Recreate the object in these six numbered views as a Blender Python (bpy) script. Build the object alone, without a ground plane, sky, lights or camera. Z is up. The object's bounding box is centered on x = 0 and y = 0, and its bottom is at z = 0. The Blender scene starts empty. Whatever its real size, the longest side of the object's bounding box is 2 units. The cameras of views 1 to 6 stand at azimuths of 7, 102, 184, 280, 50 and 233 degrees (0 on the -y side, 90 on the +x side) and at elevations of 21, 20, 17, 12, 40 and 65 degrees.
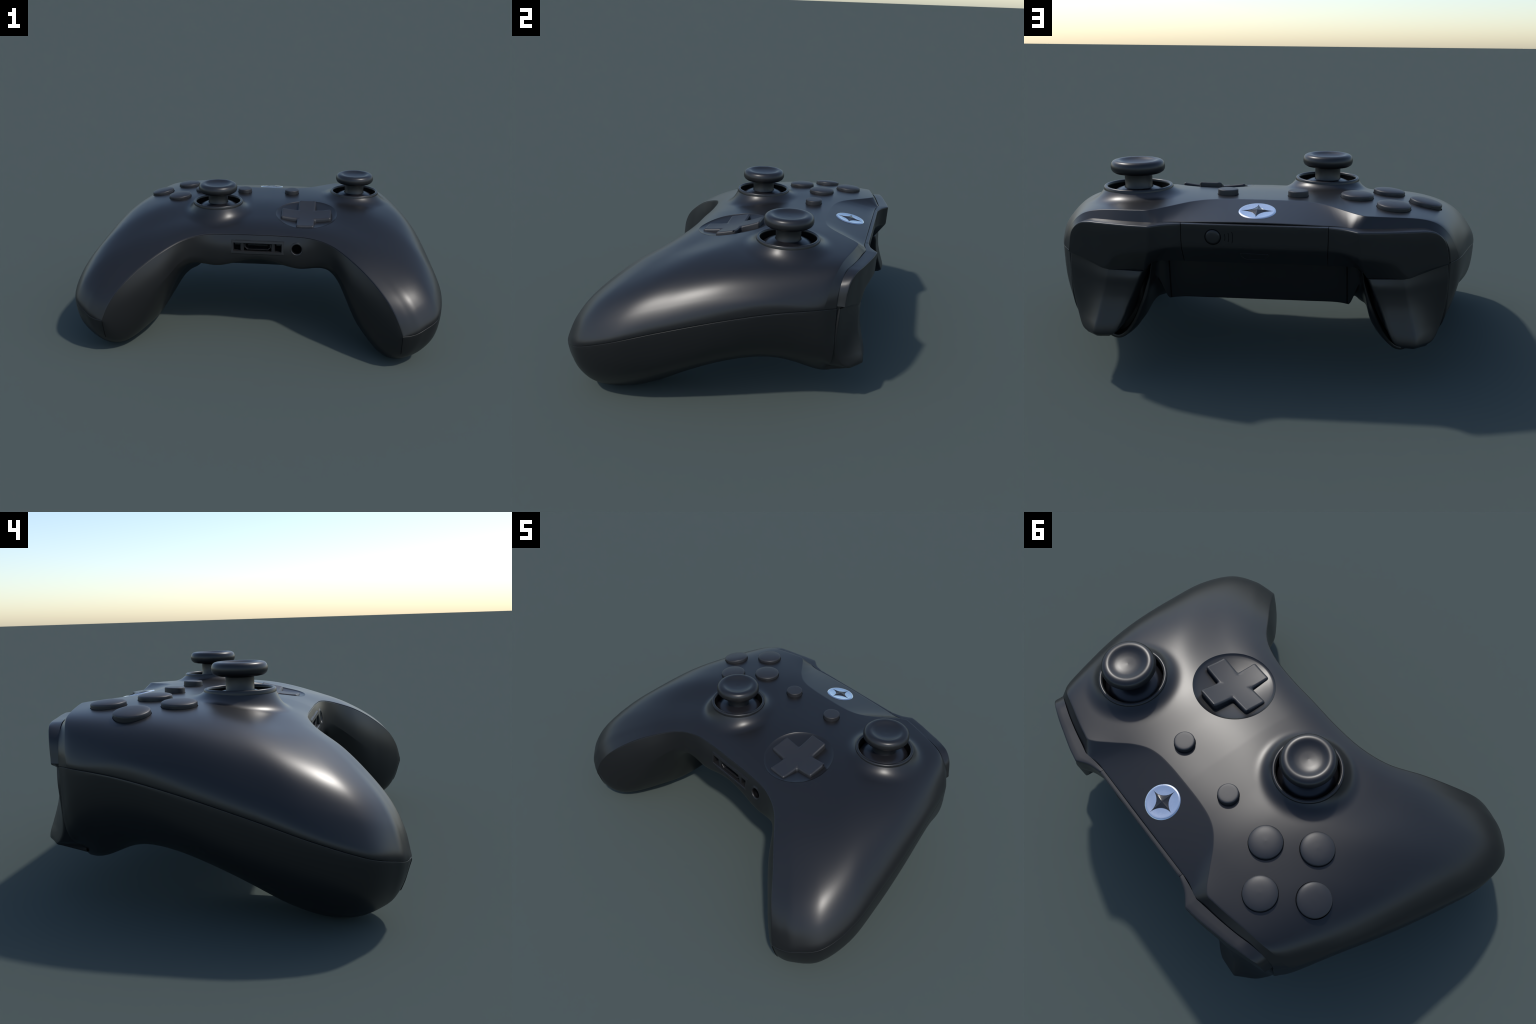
"""Black two-handed game controller: two smooth shells lofted between seam curves,
shoulder bumpers and triggers, two thumbsticks, cross pad, buttons, badge and ports."""
import bpy, math
import numpy as np

# ------------------------------------------------------------------ curves
def through(points, n=400):
    """Chord-length cubic through the points, resampled by length."""
    P = np.asarray(points, float)
    s = np.r_[0, np.cumsum(np.linalg.norm(np.diff(P, axis=0), axis=1) ** 0.7)]
    m = np.empty_like(P)
    h = np.diff(s)[:, None]
    d = np.diff(P, axis=0) / h
    m[1:-1] = (d[:-1] * h[1:] + d[1:] * h[:-1]) / (h[1:] + h[:-1])
    m[0], m[-1] = d[0], d[-1]
    out, idx = [], []
    for i in range(len(P) - 1):
        t = np.linspace(0, 1, 30, endpoint=i == len(P) - 2)[:, None]
        out.append((2*t**3 - 3*t**2 + 1)*P[i] + (t**3 - 2*t**2 + t)*h[i]*m[i] + (3*t**2 - 2*t**3)*P[i+1] + (t**3 - t**2)*h[i]*m[i+1])
        idx.append(i + t[:, 0])
    c, node = np.vstack(out), np.concatenate(idx)
    L = np.r_[0, np.cumsum(np.linalg.norm(np.diff(c, axis=0), axis=1))]
    L /= L[-1]
    t = np.linspace(0, 1, n)
    return np.stack([np.interp(t, L, c[:, k]) for k in range(c.shape[1])], -1), np.interp(t, L, node)


def uniform_cr(points, n=400):
    """Uniform Catmull-Rom through the points, resampled by length."""
    P = np.asarray(points, float)
    Q = np.vstack([2*P[0] - P[1], P, 2*P[-1] - P[-2]])
    t = np.linspace(0, 1, 24, endpoint=False)[:, None]
    out = []
    for i in range(1, len(Q) - 2):
        a, b, c, d = Q[i-1:i+3]
        out.append(.5*((2*b) + (c - a)*t + (2*a - 5*b + 4*c - d)*t**2 + (3*b - a - 3*c + d)*t**3))
    c = np.vstack(out + [P[-1:]])
    L = np.r_[0, np.cumsum(np.linalg.norm(np.diff(c, axis=0), axis=1))]
    L /= L[-1]
    s = np.linspace(0, 1, n)
    return np.stack([np.interp(s, L, c[:, k]) for k in range(c.shape[1])], -1)


def ev(c, t):
    t = np.clip(t, 0, 1) * (len(c) - 1)
    i = np.minimum(np.asarray(t).astype(int), len(c) - 2)
    f = (t - i)[..., None]
    return c[i]*(1 - f) + c[i+1]*f


def bspline(x, inner):
    k = 3
    T = np.r_[[0]*4, inner, [1]*4].astype(float)
    x = np.clip(x, 0, 1 - 1e-9)
    B = [((x >= T[i]) & (x < T[i+1]))*1.0 for i in range(len(T) - 1)]
    for p in range(1, k + 1):
        B = [(0 if T[i+p] == T[i] else (x - T[i])/(T[i+p] - T[i])*B[i]) +
             (0 if T[i+p+1] == T[i+1] else (T[i+p+1] - x)/(T[i+p+1] - T[i+1])*B[i+1]) for i in range(len(B) - 1)]
    return np.stack(B, -1)


# seam curves of the right half (x >= 0); the left half mirrors them
INNER = [(0, -.278, .5965), (.15, -.278, .595), (.29, -.292, .592), (.41, -.34, .57), (.523, -.438, .522),
         (.62, -.525, .458), (.70, -.602, .382), (.753, -.647, .304), (.789, -.671, .218)]
SIDE = [(.789, -.671, .218), (.84, -.656, .2215), (.895, -.627, .238), (.979, -.539, .273), (1.003, -.375, .327),
        (.972, -.182, .383), (.920, .062, .444), (.860, .277, .483), (.796, .465, .4975), (.747, .537, .495)]
REAR_PLAN = [(0, .635), (.2, .635), (.4, .62), (.6, .585), (.747, .537)]
REAR_LOW = [(0, .43), (.2, .43), (.33, .435), (.40, .485), (.44, .55), (.50, .527), (.60, .512), (.70, .517), (.747, .537)]
# rear edge of the top face, and lower edge of its chamfer / badge panel
RIDGE = [(0, .386, .686), (.1, .388, .686), (.17, .396, .686), (.22, .413, .686), (.27, .447, .684), (.34, .517, .680),
         (.39, .566, .678), (.412, .580, .677), (.445, .577, .6745), (.5, .567, .671), (.6, .545, .664), (.68, .528, .646),
         (.735, .510, .606), (.766, .4995, .555), (.784, .495, .4975)]
LIP = [(0, .600, .645), (.1, .600, .644), (.19, .600, .642), (.26, .600, .640), (.312, .601, .639), (.345, .607, .638),
       (.368, .6145, .637), (.388, .616, .634), (.415, .611, .629), (.49, .597, .631), (.59, .575, .632), (.665, .556, .621),
       (.712, .545, .591), (.736, .539, .550), (.747, .537, .495)]
TOP_NET = [
    [0.0303, 0.0435, 0.0564, 0.0488, 0.0420, 0.0209, 0.0280],
    [0.0312, 0.0313, 0.0588, 0.0593, 0.0404, 0.0291, 0.0362],
    [0.0314, 0.0420, 0.0965, 0.0739, 0.0696, 0.0574, 0.0476],
    [0.0326, 0.0581, 0.0892, 0.1111, 0.0839, 0.0918, 0.0926],
    [0.0442, 0.0403, 0.0400, 0.0612, 0.0477, 0.0419, 0.0423],
    [0.0379, 0.0155, 0.0346, 0.0332, 0.0587, -0.0044, 0.0245],
    [0.0232, 0.0103, 0.0170, 0.0134, 0.0170, 0.0059, 0.0111],
]
LOW_NET = [
    [-0.0276, -0.0320, -0.1055, -0.1812, -0.2156, -0.0730, 0.1211],
    [-0.1257, -0.0821, -0.0776, -0.1518, -0.3185, -0.1325, 0.0735],
    [-0.0519, -0.0247, -0.1395, -0.1746, -0.2126, -0.0280, 0.1596],
    [0.0333, -0.2037, -0.4214, -0.2957, -0.0872, -0.3382, -0.1456],
    [-0.0865, -0.2874, -0.3614, -0.2315, -0.1710, -0.3365, -0.3421],
    [-0.1635, -0.2744, -0.3059, -0.2136, -0.1854, -0.2451, -0.2442],
    [-0.0931, -0.1413, -0.1841, -0.1822, -0.1133, -0.1612, -0.2602],
    [-0.0251, -0.0684, -0.1309, -0.1466, -0.0482, -0.0746, -0.1848],
    [-0.0166, 0.0000, -0.0357, -0.0647, -0.0013, -0.0144, -0.1627],
]
OVERHANG = [0.0200, 0.0200, 0.0039, 0.0245, 0.0207, 0.0071, 0.0]
DROP = [0.1120, 0.1100, 0.0998, 0.1588, 0.1674, 0.1115, 0.0]
SEAM = .0032

Ac, Bc, Cc, Lc = uniform_cr(INNER), uniform_cr(SIDE), uniform_cr(REAR_PLAN), uniform_cr(REAR_LOW)
V_KNOTS = [.2, .4, .6, .8]
ease_u = lambda u: 1 - (1 - u)**2
ease_c = lambda g: 1 - (1 - g)**1.5
ease_v = lambda v: v*v*(2 - v)


def coons_xy(g, v, A, C, B):
    a, c, b = ev(A, g), ev(C, ease_c(g)), ev(B, v)
    w, v = np.stack([g, g*g], -1), v[..., None]                         # y starts level at the plane of symmetry
    l = A[0]*(1 - v) + C[0]*v
    return (1-v)*a + v*c + (1-w)*l + w*b - ((1-w)*(1-v)*A[0] + w*(1-v)*B[0] + (1-w)*v*C[0] + w*v*B[-1])


def coons_z(g, v, A, B, zc):
    a, b = ev(A[:, 2:], g)[..., 0], ev(B[:, 2:], v)[..., 0]
    w = g*g
    l, c = A[0, 2]*(1 - v) + zc*v, zc*(1 - w) + B[-1, 2]*w
    return (1-v)*a + v*c + (1-w)*l + w*b - ((1-w)*(1-v)*A[0, 2] + w*(1-v)*B[0, 2] + (1-w)*v*zc + w*v*B[-1, 2])


def swell(u, v, net, knots=(.15, .3, .5, .7, .85)):
    bu, bv = bspline(u, knots), bspline(v, V_KNOTS)[..., 1:]
    bu = np.concatenate([bu[..., :1] + bu[..., 1:2], bu[..., 2:-1]], -1)
    return np.einsum('...i,...j,ij->...', bu, bv, np.array(net))


def top_xy(u, v):
    return coons_xy(ease_u(u), v, Ac[:, :2], Cc, Bc[:, :2])


def top_z(u, v):
    return coons_z(ease_u(u), v, Ac, Bc, .66) + swell(u, v, TOP_NET)


_plan = lambda g, v: coons_xy(g, v, Ac[:, :2], Cc, Bc[:, :2])
_gu, _gv = np.meshgrid(np.linspace(0, 1, 120), np.linspace(0, 1, 120), indexing='ij')
_gp = _plan(_gu, _gv).reshape(-1, 2)


def top_uv(xy):
    """Surface parameters of plan points (Newton steps from the nearest grid point)."""
    xy = np.atleast_2d(xy)
    k = np.array([np.argmin(((_gp - p)**2).sum(1)) for p in xy])
    g, v = _gu.ravel()[k].copy(), _gv.ravel()[k].copy()
    h = 1e-4
    for _ in range(16):
        r = xy - _plan(g, v)
        g0, g1, v0, v1 = np.clip(g-h, 0, 1), np.clip(g+h, 0, 1), np.clip(v-h, 0, 1), np.clip(v+h, 0, 1)
        a = (_plan(g1, v) - _plan(g0, v)) / (g1 - g0)[:, None]
        b = (_plan(g, v1) - _plan(g, v0)) / (v1 - v0)[:, None]
        det = a[:, 0]*b[:, 1] - a[:, 1]*b[:, 0]
        det = np.where(np.abs(det) < 1e-6, 1e-6, det)
        g = np.clip(g + .8*(r[:, 0]*b[:, 1] - r[:, 1]*b[:, 0])/det, 0, 1)
        v = np.clip(v + .8*(a[:, 0]*r[:, 1] - a[:, 1]*r[:, 0])/det, 0, 1)
    return 1 - np.sqrt(1 - g), v


# ------------------------------------------------------------------ layout of the controls
STICKS = [(.526, .278, .711), (-.263, -.020, .709)]          # centre and rim height
RIM_R = .137
PAD = (.254, -.045)
DISH_R = .175
FACE_BUTTONS = [(-.390, .290), (-.530, .153), (-.529, .425), (-.669, .284)]
MENU_BUTTONS = [(.146, .284), (-.147, .284)]
BADGE = (0, .497)


def mound(x, y, z):
    for cx, cy, zr in STICKS:
        r = np.hypot(x - cx, y - cy)
        t = np.clip((r - RIM_R) / .088, 0, 1)
        w = (1 - t)**3.3 * (1 + .2*t)
        z = z*(1 - w) + zr*w
    return z


def height(xy):
    xy = np.atleast_2d(np.asarray(xy, float))
    u, v = top_uv(np.stack([np.abs(xy[:, 0]), xy[:, 1]], -1))
    return mound(xy[:, 0], xy[:, 1], top_z(u, v))


def slope_frame(cx, cy, r=.04):
    """Height and unit normal of the top face at a point, without the mounds' ripple."""
    p = np.array([(cx+r, cy), (cx-r, cy), (cx, cy+r), (cx, cy-r)])
    u, v = top_uv(np.stack([np.abs(p[:, 0]), p[:, 1]], -1))
    z = top_z(u, v)
    n = np.array([-(z[0]-z[1])/(2*r), -(z[2]-z[3])/(2*r), 1])
    return z.mean(), n / np.linalg.norm(n)


# ------------------------------------------------------------------ materials
def material(name, colour, rough, spec=.5, grain=0.0, coat=0.0, vary=.06, scale=160):
    m = bpy.data.materials.new(name)
    m.use_nodes = True
    nt = m.node_tree
    b = nt.nodes['Principled BSDF']
    tc = nt.nodes.new('ShaderNodeTexCoord')
    no = nt.nodes.new('ShaderNodeTexNoise')
    no.inputs['Scale'].default_value = scale
    no.inputs['Detail'].default_value = 3
    nt.links.new(tc.outputs['Object'], no.inputs['Vector'])
    ramp = nt.nodes.new('ShaderNodeValToRGB')
    e = ramp.color_ramp.elements
    e[0].position, e[1].position = .3, .7
    e[0].color = (*[c*(1 - vary) for c in colour], 1)
    e[1].color = (*[c*(1 + vary) for c in colour], 1)
    nt.links.new(no.outputs['Fac'], ramp.inputs['Fac'])
    nt.links.new(ramp.outputs['Color'], b.inputs['Base Color'])
    b.inputs['Roughness'].default_value = rough
    b.inputs['Specular IOR Level'].default_value = spec
    b.inputs['Coat Weight'].default_value = coat
    if grain:
        bp = nt.nodes.new('ShaderNodeBump')
        bp.inputs['Strength'].default_value = grain
        bp.inputs['Distance'].default_value = .002
        nt.links.new(no.outputs['Fac'], bp.inputs['Height'])
        nt.links.new(bp.outputs['Normal'], b.inputs['Normal'])
    return m


SHELL = material('shell_plastic', (.0100, .0100, .0108), .35)
UNDER = material('lower_shell_plastic', (.0096, .0097, .0102), .36)
TRIG = material('trigger_plastic', (.0100, .0100, .0106), .36)
RUBBER = material('stick_rubber', (.0115, .0115, .0125), .36)
KEY = material('button_plastic', (.020, .020, .022), .46)
GLOSS = material('dome_plastic', (.010, .010, .012), .30)
VOID = material('dark_recess', (.003, .003, .0035), .7, spec=.08)
FRAME = material('port_plastic', (.012, .012, .013), .42)
BLUE = material('badge_metal', (.80, .82, .86), .22, vary=.02)
BLUE.node_tree.nodes['Principled BSDF'].inputs['Metallic'].default_value = 1
STAR = material('badge_star_plastic', (.020, .020, .023), .25)

root = bpy.data.objects.new('game_controller', None)
root['label'] = 'black wireless game controller with two thumbsticks and blue badge'
root['category'] = 'game controller'
bpy.context.collection.objects.link(root)


def add(name, verts, faces, mat, parent=root, smooth=True, normals=None, kind=None):
    me = bpy.data.meshes.new(name)
    me.from_pydata([tuple(map(float, p)) for p in verts], [], [tuple(map(int, f)) for f in faces])
    me.materials.append(mat)
    me.update()
    if smooth:
        me.polygons.foreach_set('use_smooth', [True]*len(me.polygons))
    if normals is not None:
        me.normals_split_custom_set_from_vertices([tuple(map(float, n)) for n in normals])
    ob = bpy.data.objects.new(name, me)
    if parent:
        ob.parent = parent
    bpy.context.collection.objects.link(ob)
    if kind:
        ob['kind'] = kind
    return ob


def grid_faces(nc, nr, flip=False, wrap=False):
    f = []
    for i in range(nc if wrap else nc - 1):
        a, b = i*nr, ((i+1) % nc)*nr
        for j in range(nr - 1):
            q = (a+j, b+j, b+j+1, a+j+1)
            f.append(q[::-1] if flip else q)
    return f


def vertex_normals(V, F):
    n = np.zeros_like(V)
    F = np.asarray(F)
    fn = np.cross(V[F[:, 2]] - V[F[:, 0]], V[F[:, 3]] - V[F[:, 1]])
    for k in range(4):
        np.add.at(n, F[:, k], fn)
    return n / np.maximum(np.linalg.norm(n, axis=1), 1e-12)[:, None]


def mirrored(half):
    """Full grid of columns from -x to +x; half[0] is the x = 0 column."""
    return np.concatenate([half[:0:-1] * np.array([-1, 1, 1]), half], 0)


def lathe(name, profile, mat, centre, parent=root, axis=None, n=72, flip=False, squash=None):
    """Turn (radius, height) pairs round the axis through centre."""
    pr = np.array(profile, float)
    a = np.linspace(0, 2*np.pi, n, endpoint=False)
    x = np.cos(a)[:, None]*pr[None, :, 0]
    y = np.sin(a)[:, None]*pr[None, :, 0]
    z = np.broadcast_to(pr[None, :, 1], x.shape)
    V = np.stack([x, y, z], -1).reshape(-1, 3)
    V = V @ frame_of(axis).T + np.array(centre)
    return add(name, V, grid_faces(n, len(pr), flip, wrap=True), mat, parent)


def frame_of(axis):
    w = np.array(axis if axis is not None else (0, 0, 1), float)
    w /= np.linalg.norm(w)
    u = np.cross((0, 1, 0) if abs(w[1]) < .9 else (0, 0, 1), w)
    u /= np.linalg.norm(u)
    return np.stack([u, np.cross(w, u), w], 1)


def round_profile(points, r=.25, it=2):
    """Cut the corners of a profile a few times."""
    P = np.asarray(points, float)
    for _ in range(it):
        Q = [P[0]]
        for a, b in zip(P[:-1], P[1:]):
            Q += [a*(1-r) + b*r, a*r + b*(1-r)]
        P = np.array(Q + [P[-1]])
    return P


# ------------------------------------------------------------------ top shell
NU, NT = 270, 190
end = int(np.argmin(np.hypot(Bc[:, 0] - .784, Bc[:, 1] - .49)))
RIDGE[-1] = tuple(Bc[end])
ridge, ridge_node = through(RIDGE, 900)
lip_c, lip_node = through(LIP, 900)
ru, rv = top_uv(ridge[:, :2])
ru[0] = 0
ru = np.maximum.accumulate(ru)
ru[-1], rv[-1] = 1, end/(len(Bc) - 1)
w = np.linspace(0, 1, NU)
ucol = .55*w + .45*(1 - np.sqrt(1 - .999*w))/(1 - np.sqrt(.001))
keep = np.r_[True, np.diff(ru) > 1e-7]
node_col = np.interp(ucol, ru[keep], ridge_node[keep])
v_ridge = np.interp(ucol, ru[keep], rv[keep])
at = lambda curve, node, s: np.stack([np.interp(s, node, curve[:, k]) for k in range(3)], -1)
Rg, Lp = at(ridge, ridge_node, node_col), at(lip_c, lip_node, node_col)

tt = np.linspace(0, 1, NT)
U, T = np.meshgrid(ucol, tt, indexing='ij')
Vv = T * v_ridge[:, None]
G = np.concatenate([top_xy(U, Vv), top_z(U, Vv)[..., None]], -1)
Rg = G[:, -1].copy()



def grid_normals(P, flip=False):
    """Unit normals of a grid of points, steady where rows or columns run together."""
    n = vertex_normals(P.reshape(-1, 3), grid_faces(P.shape[0], P.shape[1], flip)).reshape(P.shape)
    weak = np.linalg.norm(n, axis=-1) < .5
    n[weak] = (0, 0, 1)
    return n


Gn = grid_normals(G)
tuckA = Gn[:, 0].copy()
tuckA[-14:] = tuckA[-15]
rowsA = [G[:, 0] - tuckA*.014, G[:, 0] - tuckA*.002]
chamfer = [Rg*(1 - s) + Lp*s for s in (.03, .12, .25, .4, .55, .7, .85, .965, 1)]
down = Lp - Rg
down /= np.linalg.norm(down, axis=1)[:, None] + 1e-9
inw = np.stack([0*Lp[:, 0], -np.ones(len(Lp)), 0*Lp[:, 0]], -1)
side = np.clip((Lp[:, 0] - .62)/.1, 0, 1)[:, None]
inw = inw*(1 - .6*side) + np.array([-1, 0, 0])*side*.8
into = np.stack([-side[:, 0], 0*side[:, 0], side[:, 0] - 1], -1)
into /= np.linalg.norm(into, axis=1)[:, None]
rowsC = [Lp + into*.0012 + down*.0010, Lp + into*.010 + down*.0005, Lp + into*.011 + inw*.03]
H = np.concatenate([np.stack(rowsA, 1), G, np.stack(chamfer, 1), np.stack(rowsC, 1)], 1)
# extra columns tucked in under the side seam
def tucked(col, curve, dz1, dz2):
    """Two extra columns leading inwards from a column that runs along the side seam."""
    k = np.array([np.argmin(((curve - p)**2).sum(1)) for p in col])
    tb = np.gradient(curve[:, :2], axis=0)
    tb /= np.linalg.norm(tb, axis=1)[:, None]
    inB = np.stack([-tb[k, 1], tb[k, 0], 0*k], -1)
    return [col + inB*.002 + (0, 0, dz1), col + inB*.016 + (0, 0, dz2)]


cB = tucked(H[-1], Bc, -.001, -.001)
for c in cB:
    c[:8] = H[-1, :8]

H = np.concatenate([H, np.stack(cB, 0)], 0)
full = mirrored(H)
full[..., 2] = np.where(np.arange(full.shape[1])[None, :] < 2 + NT - 12, mound(full[..., 0], full[..., 1], full[..., 2]), full[..., 2])
nc, nr = full.shape[:2]
V = full.reshape(-1, 3)
F = np.array(grid_faces(nc, nr))
N = vertex_normals(V, F)


def open_holes(V, F, holes, is_top):
    """Drop the faces inside each circle and pull the ragged edge out to it."""
    V = V.copy()
    dead = np.zeros(len(V), bool)
    for cx, cy, r in holes:
        d = np.hypot(V[:, 0] - cx, V[:, 1] - cy)
        dead |= (d < r) & is_top
    F = F[~dead[F].all(1)]
    for cx, cy, r in holes:
        d = np.hypot(V[:, 0] - cx, V[:, 1] - cy)
        s = (d < r) & is_top
        s &= np.isin(np.arange(len(V)), F)
        p = V[s]
        q = np.array([cx, cy]) + (p[:, :2] - [cx, cy]) * (r / np.maximum(d[s], 1e-6))[:, None]
        V[s, :2] = q
        V[s, 2] = height(q)
    used = np.unique(F)
    back = np.full(len(V), -1)
    back[used] = np.arange(len(used))
    return V[used], back[F], used


FACE_R, MENU_R = .0665, .0425
holes = [(s[0], s[1], RIM_R) for s in STICKS] + [(*PAD, DISH_R)]
holes += [(*b, FACE_R + .0018) for b in FACE_BUTTONS] + [(*b, MENU_R + .0018) for b in MENU_BUTTONS]
is_top = np.zeros((nc, nr), bool)
is_top[:, 2:2 + NT] = True
V2, F2, used = open_holes(V, F, holes, is_top.ravel())
add('top_shell', V2, F2, SHELL, normals=N[used])

# short sleeves that give the button openings their depth
for cx, cy, r in holes[3:]:
    a = np.linspace(0, 2*np.pi, 64, endpoint=False)
    q = np.stack([cx + r*np.cos(a), cy + r*np.sin(a)], -1)
    z = height(q)
    S = np.stack([np.concatenate([q, (z + .0005)[:, None]], 1), np.concatenate([q*1.0, (z - .03)[:, None]], 1)], 1).reshape(-1, 3)
    add('button_well', S, grid_faces(64, 2, wrap=True), VOID)

# ------------------------------------------------------------------ lower shell
Lo = Ac - (0, 0, SEAM)
Bo = Bc - (0, 0, SEAM)


def span(k, g):
    x = np.array([0, .2, .36, .55, .72, .88, 1])
    K, X = np.r_[k[1], k, 2*k[-1] - k[-2]], np.r_[-x[1], x, 2 - x[-2]]
    out = np.zeros_like(g)
    for i in range(1, len(X) - 2):
        s = (g >= X[i]) & (g <= X[i+1])
        t, h = (g[s] - X[i])/(X[i+1] - X[i]), X[i+1] - X[i]
        m0, m1 = (K[i+1] - K[i-1])/(X[i+1] - X[i-1])*h, (K[i+2] - K[i])/(X[i+2] - X[i])*h
        out[s] = (2*t**3 - 3*t**2 + 1)*K[i] + (t**3 - 2*t**2 + t)*m0 + (3*t**2 - 2*t**3)*K[i+1] + (t**3 - t**2)*m1
    return out


gg = np.linspace(0, 1, 400)
tn = np.gradient(Lo[:, :2], axis=0)
tn /= np.linalg.norm(tn, axis=1)[:, None]
tn[0] = (1, 0)
out_n = np.stack([tn[:, 1], -tn[:, 0]], -1)
over, drop = span(np.array(OVERHANG), gg), span(np.array(DROP), gg) - SEAM*(1 - gg)
Mid = np.concatenate([Lo[:, :2] + out_n*over[:, None], (Lo[:, 2] - drop)[:, None]], -1)
P1 = np.concatenate([Lo[:, :2] + out_n*over[:, None]*.55, (Lo[:, 2] - drop*.3)[:, None]], -1)
P2 = np.concatenate([Mid[:, :2], (Mid[:, 2] + drop*.45)[:, None]], -1)

NL, NS, NV = 200, 44, 120
w = np.linspace(0, 1, NL)
ul = .55*w + .45*(1 - np.sqrt(1 - .999*w))/(1 - np.sqrt(.001))
g = ease_u(ul)
a, p1, p2, mm = (ev(c, g)[:, None] for c in (Lo, P1, P2, Mid))
t = np.linspace(0, 1, NS)[None, :, None]
Strip = (1-t)**3*a + 3*t*(1-t)**2*p1 + 3*t*t*(1-t)*p2 + t**3*mm
Uu, Vw = np.meshgrid(ul, np.linspace(0, 1, NV + 1)[1:]**1.15, indexing='ij')
Belly = np.concatenate([coons_xy(ease_u(Uu), ease_v(Vw), Mid[:, :2], Lc, Bo[:, :2]),
                        (coons_z(ease_u(Uu), ease_v(Vw), Mid, Bo, .36) + swell(Uu, Vw, LOW_NET, (.12, .20, .28, .37, .5, .7, .85)))[..., None]], -1)
soft = lambda t: np.clip(t, 0, 1)**2*(3 - 2*np.clip(t, 0, 1))
flat = soft((.435 - Belly[..., 0])/.07)*soft((Belly[..., 1] + .25)/.15)           # the level battery door
Belly[..., 2] = Belly[..., 2]*(1 - flat) + flat*(.277 + .111*np.clip((.43 - Belly[..., 1])/.63, 0, 2)**1.5)
Belly[..., 2] -= min(Belly[..., 2].min(), .02)*np.clip(1 - Belly[..., 2]/.1, 0, 1)
Sn = grid_normals(Strip, flip=True)
tuckA = Sn[:, 0].copy()
tuckA[-14:] = tuckA[-15]
rowsA = [Strip[:, 0] - tuckA*.014, Strip[:, 0] - tuckA*.002]
edge = Belly[:, -1].copy()
te = np.gradient(edge[:, [0, 2]], axis=0)
te /= np.linalg.norm(te, axis=1)[:, None] + 1e-9
ine = np.stack([-te[:, 1], 0*te[:, 0], te[:, 0]], -1)
rim_in = [(.003, .002), (.012, .002), (.015, -.002), (.015, -.06)]
rowsE = [edge + ine*a_ + (0, b_, 0) for a_, b_ in rim_in]
# between the trigger openings the rear face simply rises to the bridge
JOIN = .437
rise = edge[:, 0] < JOIN
for k_, (f_, y_) in enumerate(((.004, .0015), (.35, .020), (.7, .040), (1., .058))):
    r_ = edge.copy()
    r_[:, 2] = edge[:, 2]*(1 - f_) + .478*f_ if k_ else edge[:, 2] + .004
    r_[:, 0] -= np.clip(edge[:, 0]/JOIN, 0, 1)**6*.026*f_
    r_[:, 1] += y_*(1 - .75*soft((edge[:, 0] - .37)/.06))
    rowsE[k_] = np.where(rise[:, None], r_, rowsE[k_])
Lh = np.concatenate([np.stack(rowsA, 1), Strip, Belly, np.stack(rowsE, 1)], 1)
k0 = 2 + NS
cB = np.stack(tucked(Lh[-1], Bo, .0015, .0015), 0)
cB[:, :k0] = Lh[-1, :k0]
cB[:, -4:] = Lh[-1, -4:]
Lh = np.concatenate([Lh, cB], 0)
full = mirrored(Lh)
nc, nr = full.shape[:2]
V = full.reshape(-1, 3)
F = np.array(grid_faces(nc, nr, flip=True))
N = vertex_normals(V, F)
# openings in the front strip for the ports
cen = V[F].mean(1)
front = (cen[:, 1] < -.25)
cut = front & (np.abs(cen[:, 0]) < .143) & (cen[:, 2] > .493) & (cen[:, 2] < .561)
cut |= front & (np.hypot(cen[:, 0] - .218, cen[:, 2] - .525) < .034)
F = F[~cut]
used = np.unique(F)
back = np.full(len(V), -1)
back[used] = np.arange(len(used))
add('bottom_shell', V[used], back[F], UNDER, normals=N[used])

# wall behind the bumpers and triggers closes the body
low_in = np.where(rise[:, None], np.stack([edge[:, 0], edge[:, 1] - .05, 0*edge[:, 0] + .45], -1), edge + ine*.018 + (0, -.05, 0))
hi_in = np.stack([np.interp(low_in[:, 0], Lp[:, 0], Lp[:, k]) for k in range(3)], -1) + (0, -.03, -.006)
hi_in[:, 0] = low_in[:, 0]
hi_in[:, 2] = np.maximum(hi_in[:, 2], low_in[:, 2] + .002)
wall = np.stack([low_in*(1 - s) + hi_in*s for s in np.linspace(0, 1, 6)], 1)
wall = mirrored(wall)
add('rear_wall', wall.reshape(-1, 3), grid_faces(wall.shape[0], 6, flip=True), UNDER)

# ------------------------------------------------------------------ bumpers and bridge
TOPO = [(.279, .619, .637), (.335, .636, .636), (.386, .669, .635), (.447, .659, .634), (.527, .640, .633), (.595, .623, .633),
        (.640, .609, .632), (.677, .597, .624), (.712, .583, .592), (.736, .571, .502)]
BACK = [(.279, .602, .637), (.335, .608, .6375), (.388, .617, .637), (.425, .610, .636), (.50, .597, .635), (.59, .577, .635),
        (.646, .561, .631), (.685, .551, .613), (.716, .543, .583), (.739, .536, .502)]
BEND = [(.279, .613, .546), (.337, .632, .541), (.394, .664, .533), (.453, .655, .529), (.525, .637, .508), (.577, .623, .462),
        (.63, .606, .476), (.675, .592, .487), (.712, .580, .496), (.735, .571, .4995)]
FOOT = [(.279, .565, .474), (.400, .580, .468), (.428, .604, .443), (.470, .606, .444), (.525, .612, .446), (.579, .620, .450),
        (.63, .603, .465), (.675, .588, .479), (.711, .578, .490), (.734, .569, .4965)]


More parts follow.
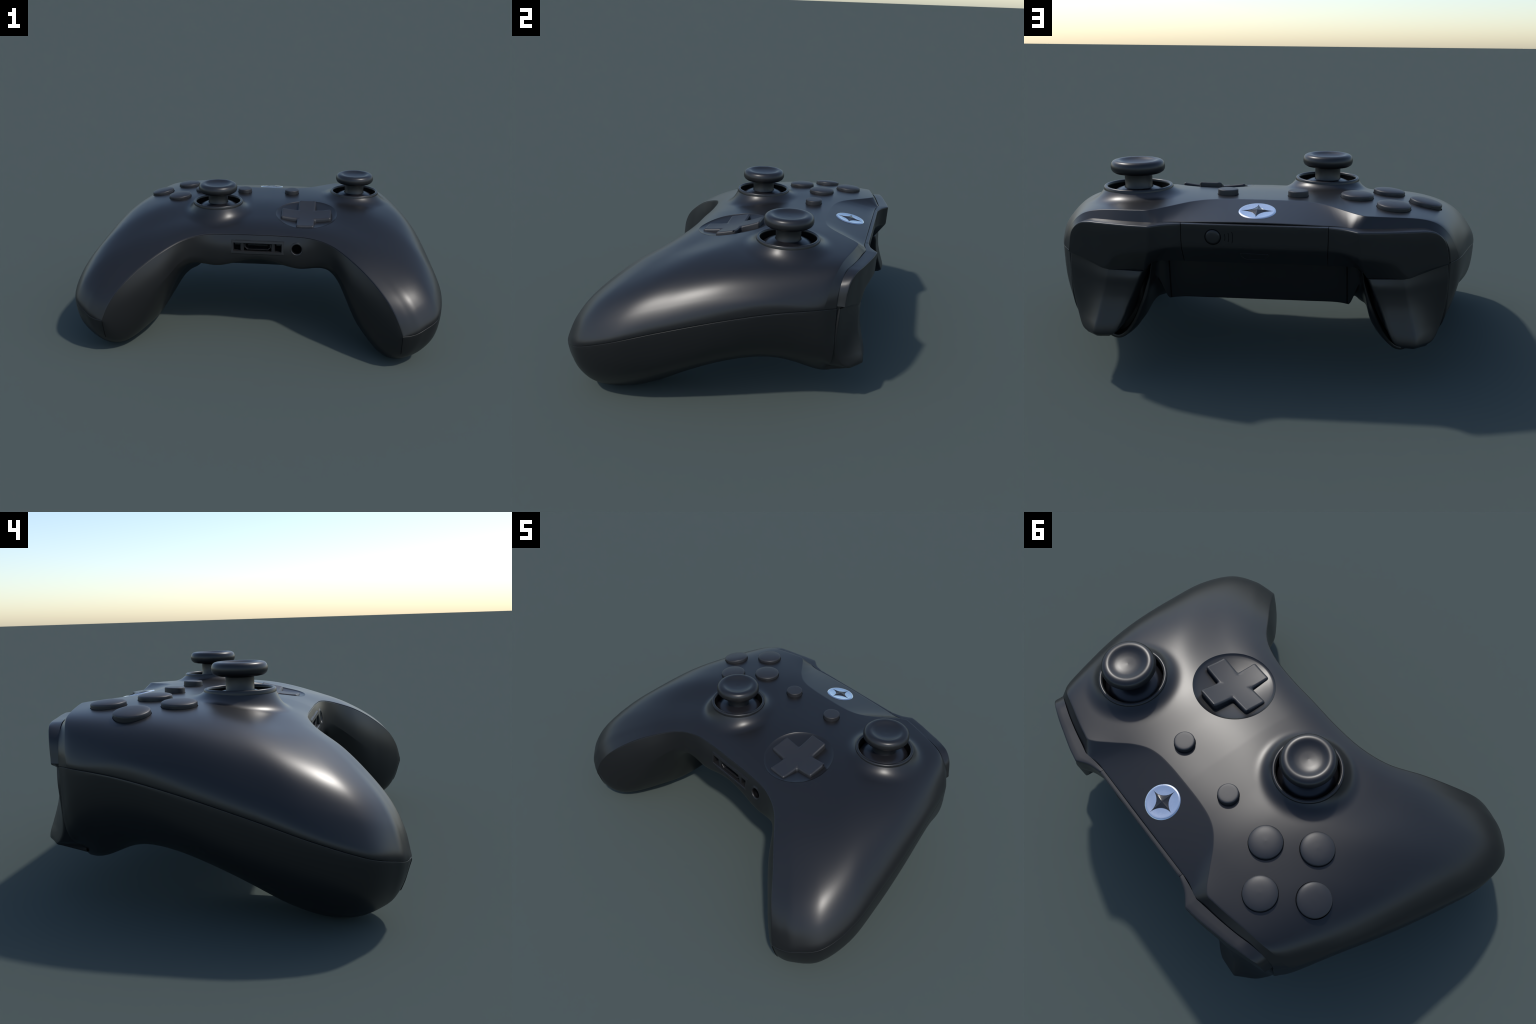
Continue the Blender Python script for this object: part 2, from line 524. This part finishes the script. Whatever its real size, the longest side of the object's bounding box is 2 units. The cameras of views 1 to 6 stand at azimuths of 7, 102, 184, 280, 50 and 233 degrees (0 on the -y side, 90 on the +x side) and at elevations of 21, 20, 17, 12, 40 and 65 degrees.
def stations(nodes, n):
    """Smooth through the nodes, with a crisp bend at the third one."""
    k = n // 3
    P = np.array(nodes, float)
    first, second = through(nodes[:3], 400), through(nodes[2:], 400)
    s1, s2 = np.linspace(0, 2, k + 1), np.linspace(0, len(P) - 3, n - k)
    f = np.stack([np.interp(s1, first[1], first[0][:, c]) for c in range(3)], -1)
    g = np.stack([np.interp(s2, second[1], second[0][:, c]) for c in range(3)], -1)
    return np.concatenate([f, g[1:]], 0)


def bumper_rows(top, backp, bend, foot):
    top, backp, bend, foot = map(np.asarray, (top, backp, bend, foot))
    face = bend - top
    face = face / (np.linalg.norm(face, axis=1)[:, None] + 1e-9)
    roof = backp - top
    roof = roof / (np.linalg.norm(roof, axis=1)[:, None] + 1e-9)
    under = foot - bend
    under = under / (np.linalg.norm(under, axis=1)[:, None] + 1e-9)
    h = np.linalg.norm(bend - top, axis=1)[:, None]
    hu = np.linalg.norm(foot - bend, axis=1)[:, None]
    b = np.minimum(.006, h*.3)
    e = np.minimum(.012, np.minimum(h, hu)*.3)
    rows = [backp, backp*.5 + top*.5, top + roof*b, top + roof*b*.35 + face*b*.1, top + roof*b*.1 + face*b*.35, top + face*b]
    rows += [top*(1-s) + bend*s for s in (.25, .5, .75)]
    rows += [bend - face*e, bend - face*e*.3 + under*e*.1, bend + under*e*.3 - face*e*.1, bend + under*e]
    rows += [bend*(1-s) + foot*s for s in (.5, .9)]
    rows += [foot, foot + (0, -.012, .002), foot*.4 + backp*.6 + (0, -.05, -.06)]
    return np.stack(rows, 1)


def cap_ends(V, nc, nr):
    """Close the first and last station with a fan."""
    return [tuple(range(nr - 1, -1, -1)), tuple((nc-1)*nr + j for j in range(nr))]


NB = 73
rb = bumper_rows(*[stations(n, NB) for n in (TOPO, BACK, BEND, FOOT)])
rb = np.concatenate([rb[:1] + np.array([.0, -.004, .0]), rb], 0)
fb = grid_faces(len(rb), rb.shape[1]) + cap_ends(rb, len(rb), rb.shape[1])
vb = rb.reshape(-1, 3)
for sgn, flip in ((1, True), (-1, False)):
    f = [q[::-1] for q in fb] if flip else fb
    ob = add('bumper', vb*np.array([sgn, 1, 1]), f, TRIG)
    ob.data.set_sharp_from_angle(angle=math.radians(50))

xs = np.linspace(-.2765, .2765, 41)
row = lambda p: np.stack([xs, np.full_like(xs, p[0]), np.full_like(xs, p[1])], -1)
BT, BB, BM, BF = (.619, .637), (.6025, .6375), (.613, .546), (.565, .474)        # bridge profile: top, back, bend, foot
rc = bumper_rows(row(BT), row(BB), row(BM), row(BF))
rc = np.concatenate([rc[:1] + np.array([-.0012, -.004, 0]), rc, rc[-1:] + np.array([.0012, -.004, 0])], 0)
fc = grid_faces(len(rc), rc.shape[1]) + cap_ends(rc, len(rc), rc.shape[1])
bridge = add('bumper_bridge', rc.reshape(-1, 3), [q[::-1] for q in fc], TRIG)
bridge.data.set_sharp_from_angle(angle=math.radians(50))

# pairing button with three sound-wave arcs, and the charging socket below
face_n = np.array([0, BT[1] - BM[1], -(BT[0] - BM[0])])
face_n /= np.linalg.norm(face_n)
on_face = lambda z: BM[0] + (z - BM[1])*(BT[0] - BM[0])/(BT[1] - BM[1])
pc = np.array([.156, on_face(.588), .588])
lathe('pairing_button', [(0, .004), (.012, .0037), (.022, .0025), (.0275, .0005), (.0285, -.004)], FRAME, pc, bridge, face_n, 48, flip=False)
lathe('pairing_button_gap', [(.0275, .0006), (.0315, .0006), (.0320, -.001)], VOID, pc, bridge, face_n, 48)
V_, F_ = [], []
for r in (.047, .061, .076):
    a = np.radians(np.linspace(-17, 17, 13))
    k = len(V_)
    for t_ in a:
        for rr in (r - .001, r + .001):
            V_.append((pc[0] - rr*math.cos(t_), on_face(.588 + rr*math.sin(t_)) + .0007, .588 + rr*math.sin(t_)))
    F_ += [(k+2*i, k+2*i+1, k+2*i+3, k+2*i+2) for i in range(12)]
add('pairing_mark', V_, F_, VOID, bridge)

un = np.array([0, BM[1] - BF[1], -(BM[0] - BF[0])])
un /= np.linalg.norm(un)
on_under = lambda z: BM[0] - (BM[1] - z)*(BM[0] - BF[0])/(BM[1] - BF[1])


def usb_outline(k, z0=.506):
    pts = [(-.052, .013), (.052, .013), (.052, .004), (.036, -.012), (-.036, -.012), (-.052, .004)]
    return [(x*k[0], on_under(z0 + z*k[1]), z0 + z*k[1]) for x, z in pts]


def prism(name, k, d0, d1, mat, parent):
    """Solid with the socket's outline, from d0 to d1 along the face normal."""
    P = np.array(usb_outline(k))
    V_ = np.concatenate([P + un*d0, P + un*d1], 0)
    F_ = [(0, 1, 2, 3, 4, 5), (11, 10, 9, 8, 7, 6)] + [(i, i + 6, (i + 1) % 6 + 6, (i + 1) % 6) for i in range(6)]
    return add(name, V_, F_, mat, parent, smooth=False)


cutter = prism('socket_cutter', (1.05, 1.2), -.045, .03, VOID, None)
md = bridge.modifiers.new('socket_opening', 'BOOLEAN')
md.object, md.operation, md.solver = cutter, 'DIFFERENCE', 'EXACT'
bpy.context.view_layer.update()
me = bpy.data.meshes.new_from_object(bridge.evaluated_get(bpy.context.evaluated_depsgraph_get()))
bridge.modifiers.clear()
bridge.data = me
bridge.data.set_sharp_from_angle(angle=math.radians(35))
bpy.data.objects.remove(cutter)
ring = []
for k, d in (((1.06, 1.24), -.003), ((1.045, 1.18), .0012), ((1.0, 1.0), .0012), ((.98, .95), -.003), ((.98, .95), -.044)):
    ring.append([np.array(p) + un*d for p in usb_outline(k)])
ring = np.array(ring).transpose(1, 0, 2)
add('charging_socket', ring.reshape(-1, 3), grid_faces(6, 5, wrap=True), FRAME, bridge, smooth=False)
add('socket_back', [np.array(p) - un*.043 for p in usb_outline((1.02, 1.05))], [(0, 1, 2, 3, 4, 5)], VOID, bridge, smooth=False)
tz = .508
tv = [np.array((x, on_under(tz + dz_), tz + dz_)) + un*d_ for x in (-.033, .033) for dz_ in (-.002, .002) for d_ in (-.04, -.010)]
add('socket_tongue', tv, [(0, 1, 3, 2), (4, 6, 7, 5), (0, 4, 5, 1), (2, 3, 7, 6), (0, 2, 6, 4), (1, 5, 7, 3)], FRAME, bridge, smooth=False)

# ------------------------------------------------------------------ triggers
#  outer edge x,y,z       ridge x,y,z            inner edge x,y,z       inner wall x
TRIG_ROWS = [(.733, .552, .4895, .568, .616, .4455, .434, .609, .4385, .425), (.740, .551, .440, .574, .6205, .415, .446, .6165, .412, .437),
             (.742, .548, .390, .583, .622, .375, .462, .618, .375, .452), (.740, .546, .340, .593, .6265, .335, .479, .622, .335, .468),
             (.735, .547, .295, .602, .6355, .295, .495, .631, .295, .484), (.724, .556, .250, .613, .648, .250, .512, .644, .250, .500),
             (.714, .568, .225, .620, .6555, .225, .524, .651, .225, .512), (.703, .583, .205, .624, .6595, .205, .536, .655, .205, .524),
             (.690, .598, .193, .624, .660, .193, .549, .655, .193, .538), (.671, .614, .186, .616, .656, .186, .566, .651, .186, .556)]


def facets(points, d=.007, n=5):
    """Polyline with small soft corners and evenly split flat runs between them."""
    P = np.asarray(points, float)
    out = [P[0]]
    start = P[0]
    for i in range(1, len(P)):
        e = P[i] - start
        last = i == len(P) - 1
        if not last:
            a_, b_ = P[i-1] - P[i], P[i+1] - P[i]
            la, lb = np.linalg.norm(a_), np.linalg.norm(b_)
            da, db = a_/la*min(d, la*.4), b_/lb*min(d, lb*.4)
        stop = P[i] if last else P[i] + da
        out += [start + (stop - start)*s for s in np.linspace(0, 1, n + 1)[1:]]
        if not last:
            out += [P[i] + .25*(da + db)]
            out += [P[i] + db]
            start = P[i] + db
    return np.array(out)


tr, _ = through(TRIG_ROWS, 48)
rows = []
for xo, yo, zo, xr, yr, zr, xi, yi, zi, xw in tr:
    yb = float(np.interp(zi, [.15, .25, .5], [.515, .52, .56]))
    rows.append(facets([(xo - .012, yb - .05, zo), (xo, yb, zo), (xo, yo, zo), (xr, yr, zr), (xi, yi, zi), (xw, yb + .01, zi), (xw + .004, yb - .05, zi)]))
rows = np.array(rows)
tuck = rows[:1] + np.array([0, -.035, .012])
rows = np.concatenate([tuck, rows[:1] + np.array([0, -.0006, .0005]), rows[:1], rows[:1]*.92 + rows[1:2]*.08, rows[1:]], 0)
last = rows[-1]
mid = last.mean(0)
for dz, k, dy in ((-.004, .985, -.002), (-.0075, .96, -.005), (-.009, .92, -.010)):
    q = mid + (last - mid)*[k, k, 1]
    q[:, 2] += dz
    q[:, 1] += dy
    rows = np.concatenate([rows, q[None]], 0)
# sloping underside towards the shell
q = rows[-1].copy()
foot = q.copy()
foot[:, 1] = np.minimum(q[:, 1], .50)
foot[:, 2] -= .035*np.clip((q[:, 1] - .50)/.14, 0, 1)
foot[:, 0] = mid[0] + (q[:, 0] - mid[0])*.9
for k in (.25, .5, .75, 1):
    rows = np.concatenate([rows, (q*(1-k) + foot*k)[None]], 0)
vt = rows.reshape(-1, 3)
ft = grid_faces(rows.shape[0], rows.shape[1])
for sgn in (1, -1):
    f = ft if sgn > 0 else [x[::-1] for x in ft]
    ob = add('trigger', vt*np.array([sgn, 1, 1]), f, TRIG)

# ------------------------------------------------------------------ thumbsticks
CAP = [(.0, .0125), (.03, .0135), (.05, .0160), (.063, .0195), (.0715, .0235), (.077, .0258), (.083, .0268), (.0905, .0266), (.0975, .0248), (.1035, .0212),
       (.108, .0155), (.1112, .006), (.1118, -.003), (.110, -.012), (.105, -.020), (.096, -.0258), (.083, -.0285), (.066, -.0288), (.0575, -.0288)]
for cx, cy, zr in STICKS:
    zc = .793 if cx > 0 else .789
    socket = lathe('stick_socket', [(.1440, -.012), (.1432, -.001), (.1415, .0026), (.1385, .0046), (.1345, .0050), (.1308, .0040), (.1282, .0012), (.1275, -.004), (.127, -.10), (.0, -.10)],
                   SHELL, (cx, cy, zr), flip=True, n=96)
    lathe('socket_wall', [(.1268, -.006), (.1262, -.098), (0, -.098)], VOID, (cx, cy, zr), socket, n=64, flip=True)
    stick = lathe('thumbstick', CAP + [(.0570, -.034), (.0565, -.080), (.060, -.0865), (.060, -.092)], RUBBER, (cx, cy, zc), n=96)
    dome = [(.124*math.sin(a), .124*(math.cos(a) - 1)*.42) for a in np.linspace(.0, 1.55, 16)]
    lathe('stick_dome', dome, GLOSS, (cx, cy, zr + .002), stick, n=96)

# ------------------------------------------------------------------ buttons
for cx, cy in FACE_BUTTONS:
    z, n = slope_frame(cx, cy)
    P = round_profile([(0, .0235), (.030, .0225), (.050, .0200), (.0625, .0165), (.0665, .0135), (FACE_R, .004), (FACE_R, -.02)], .25, 1)
    lathe('face_button', P, KEY, (cx, cy, z), axis=n, n=64)
for cx, cy in MENU_BUTTONS:
    z, n = slope_frame(cx, cy)
    P = round_profile([(0, .0235), (.030, .0234), (.0392, .0229), (.0418, .0212), (MENU_R, .017), (MENU_R, -.02)], .25, 1)
    lathe('menu_button', P, KEY, (cx, cy, z), axis=n, n=48)

# ------------------------------------------------------------------ cross pad
nr_, na_ = 14, 96
a = np.linspace(0, 2*np.pi, na_, endpoint=False)
rr = np.linspace(1, 0.02, nr_)
q = np.stack([PAD[0] + DISH_R*np.outer(np.cos(a), rr), PAD[1] + DISH_R*np.outer(np.sin(a), rr)], -1)
zq = height(q.reshape(-1, 2)).reshape(na_, nr_)
zq = zq - (.002 + .026*(1 - rr[None, :]**2))*(rr[None, :] < .999)
D = np.concatenate([q, zq[..., None]], -1)
rim = D[:, :1].copy()
rim[..., 2] += .0004
D = np.concatenate([rim, D[:, :1] * 1.0, D[:, 1:]], 1)
D[:, 1, :2] = np.array(PAD) + (D[:, 1, :2] - np.array(PAD))*.992
D[:, 1, 2] -= .0012
dish = add('cross_pad_dish', D.reshape(-1, 3), grid_faces(na_, nr_ + 1, wrap=True), SHELL)

ARM, REACH = .0505, .1425
cuts = sorted({round(c, 5) for c in np.r_[np.linspace(-REACH, -ARM, 9), np.linspace(-ARM, ARM, 11), np.linspace(ARM, REACH, 9)]})
ix = {}
Vc, Fc = [], []
lift = lambda x, y: .650 + .235*y + .65*(x*x + y*y)


def corner(i, j, low):
    if (i, j, low) not in ix:
        ix[i, j, low] = len(Vc)
        x, y = cuts[i], cuts[j]
        Vc.append((PAD[0] + x, PAD[1] - .004 + y, lift(x, y) - (.05 if low else 0)))
    return ix[i, j, low]


inside = lambda i, j: 0 <= i < len(cuts) - 1 and 0 <= j < len(cuts) - 1 and (abs(cuts[i] + cuts[i+1])/2 < ARM or abs(cuts[j] + cuts[j+1])/2 < ARM)
for i in range(len(cuts) - 1):
    for j in range(len(cuts) - 1):
        if inside(i, j):
            Fc.append([corner(*c, False) for c in ((i, j), (i+1, j), (i+1, j+1), (i, j+1))])
            for (a_, b_), (di, dj) in ((((i, j), (i+1, j)), (0, -1)), (((i+1, j), (i+1, j+1)), (1, 0)), (((i+1, j+1), (i, j+1)), (0, 1)), (((i, j+1), (i, j)), (-1, 0))):
                if not inside(i + di, j + dj):
                    Fc.append([corner(*b_, False), corner(*a_, False), corner(*a_, True), corner(*b_, True)])
cross = add('cross_pad', Vc, Fc, KEY)
md = cross.modifiers.new('rounded_edges', 'BEVEL')
md.width, md.segments, md.limit_method, md.angle_limit = .0100, 4, 'ANGLE', math.radians(40)
md.use_clamp_overlap = False

# ------------------------------------------------------------------ badge
b0, b1 = np.array([0, .386, .686]), np.array([0, .600, .645])
bn = np.cross((1, 0, 0), b1 - b0)
bn /= np.linalg.norm(bn)
bc = b0 + (b1 - b0)*((BADGE[1] - b0[1])/(b1[1] - b0[1]))
badge = lathe('badge', [(0, .0016), (.040, .0016), (.060, .0020), (.066, .0028), (.070, .0024), (.0735, -.001)], BLUE, bc, axis=bn, n=72)
m = 10
star, R_ = [], .063
for k in range(4):
    t0 = k*math.pi/2
    c0 = np.array([math.cos(t0), math.sin(t0)])
    c1 = np.array([-math.sin(t0), math.cos(t0)])
    for s in np.linspace(0, 1, m, endpoint=False):
        ang = math.pi/2*s
        star.append(R_*(c0*(1 - math.sin(ang))**1.05 + c1*(1 - math.cos(ang))**1.05))
star = np.array(star)
fr = frame_of(bn)
rim = []
for k, h in ((1.05, .0012), (1.03, .0024), (1.0, .0024), (.97, .0020)):
    rim.append(np.column_stack([star*k, np.full(len(star), h)]))
for k in (.75, .5, .25, .05):
    rim.append(np.column_stack([star*k, np.full(len(star), .0022 + .0055*(1 - k))]))
S = np.stack(rim, 1)
Vs = S.reshape(-1, 3) @ fr.T + bc
add('badge_star', Vs, grid_faces(len(star), S.shape[1], wrap=True) + [tuple(i*S.shape[1] + S.shape[1] - 1 for i in range(len(star)))], STAR, badge).data.set_sharp_from_angle(angle=math.radians(25))

# ------------------------------------------------------------------ front ports
def box(name, x0, x1, y0, y1, z0, z1, mat, parent, bevel=.0):
    v = [(x, y, z) for x in (x0, x1) for y in (y0, y1) for z in (z0, z1)]
    f = [(0, 1, 3, 2), (4, 6, 7, 5), (0, 4, 5, 1), (2, 3, 7, 6), (0, 2, 6, 4), (1, 5, 7, 3)]
    ob = add(name, v, f, mat, parent, smooth=False)
    if bevel:
        md = ob.modifiers.new('soft_edges', 'BEVEL')
        md.width, md.segments = bevel, 2
    return ob


def front_y(z):
    i = np.interp(z, Strip[0, ::-1, 2], Strip[0, ::-1, 1])
    return float(i)


def frame_ring(name, outline, parent, mat):
    """outline: list of (scale-ring points, offset out of the face)."""
    R = np.array([[(x, front_y(z) - d, z) for x, z in pts] for pts, d in outline]).transpose(1, 0, 2)
    return add(name, R.reshape(-1, 3), grid_faces(R.shape[0], R.shape[1], wrap=True), mat, parent, smooth=False)


rect = lambda hx, z0, z1: [(hx, z0), (hx, z1), (-hx, z1), (-hx, z0)]
port = frame_ring('expansion_port', [(rect(.1525, .4855, .5685), -.006), (rect(.1505, .4875, .5665), .0012), (rect(.1485, .4895, .5645), -.0035), (rect(.1465, .4915, .5625), .0024),
                                     (rect(.135, .503, .551), .0020), (rect(.1335, .5045, .5495), -.002), (rect(.133, .505, .549), -.06)], root, FRAME)
yf = front_y(.527)
box('port_back', -.14, .14, yf + .045, yf + .05, .49, .56, VOID, port)
for s in (1, -1):
    box('port_divider', s*.0865 - .0095, s*.0865 + .0095, yf + .006, yf + .045, .500, .554, FRAME, port, .002)
    box('port_latch', s*.116 - .014, s*.116 + .018, yf + .022, yf + .045, .533, .552, FRAME, port, .002)
sock = [(-.074, .0), (-.074, .020), (.074, .020), (.074, 0), (.058, -.016), (-.058, -.016)]
sk = []
for k, y in ((1.0, .004), (.99, .002), (.94, .002), (.92, .004), (.92, .044)):
    sk.append([(x*k, yf + y + .006, .527 + z*(k if k == 1 else k*.97)) for x, z in sock])
sk = np.array(sk).transpose(1, 0, 2)
add('port_connector', sk.reshape(-1, 3), grid_faces(6, 5, wrap=True), FRAME, port, smooth=False)
box('port_tongue', -.054, .054, yf + .018, yf + .045, .5345, .5385, FRAME, port)

jc = (.218, front_y(.525) - .0, .525)
jn = np.array([0, -1, .12])
jack = lathe('headphone_jack', [(.0410, -.004), (.0405, .0010), (.0385, .0012), (.0375, -.0012), (.0360, .0012), (.0335, .0022), (.0295, .0022), (.0275, .0006), (.0265, -.003), (.0260, -.06)],
             FRAME, jc, axis=jn, n=48, flip=True)
lathe('jack_bore', [(.0258, -.006), (.0255, -.055), (0, -.055)], VOID, jc, jack, axis=jn, n=48, flip=True)

# ------------------------------------------------------------------ thin seams on the lower shell
def groove(name, path, r=.0018):
    P = np.asarray(path, float)
    t_ = np.gradient(P, axis=0)
    t_ /= np.linalg.norm(t_, axis=1)[:, None]
    Vg = []
    for p, d in zip(P, t_):
        f_ = frame_of(d)
        for a_ in np.linspace(0, 2*np.pi, 6, endpoint=False):
            Vg.append(p + r*(f_[:, 0]*math.cos(a_) + f_[:, 1]*math.sin(a_)))
    nP = len(P)
    Fg = [(i*6 + j, i*6 + (j+1) % 6, (i+1)*6 + (j+1) % 6, (i+1)*6 + j) for i in range(nP - 1) for j in range(6)]
    return add(name, Vg, Fg, VOID)

# the crease under each grip tip, and the edges of the battery door
near = Lh[:-2, 2:-4].reshape(-1, 3)
near = near[np.abs(near[:, 0] - .789) < .006]
tip = []
for z0 in np.linspace(.209, .10, 14):
    s_ = near[np.abs(near[:, 2] - z0) < .008]
    if len(s_):
        tip.append(s_[np.argmin(s_[:, 1])] * np.array([0, 1, 0]) + (.789, 0, z0))
tip = np.array(tip)
tip[1:-1] = (tip[:-2] + tip[1:-1]*2 + tip[2:])/4
ci = int(np.argmin(np.abs(edge[:, 0] - .362)))
door = np.array([rowsE[k_][ci] for k_ in range(4)]) + (0, .0005, 0)
for sgn in (1, -1):
    groove('grip_seam', (tip + (0, .0006, 0))*np.array([sgn, 1, 1]), .0013)
    groove('battery_door_seam', door*np.array([sgn, 1, 1]), .0028)

print('controller built')
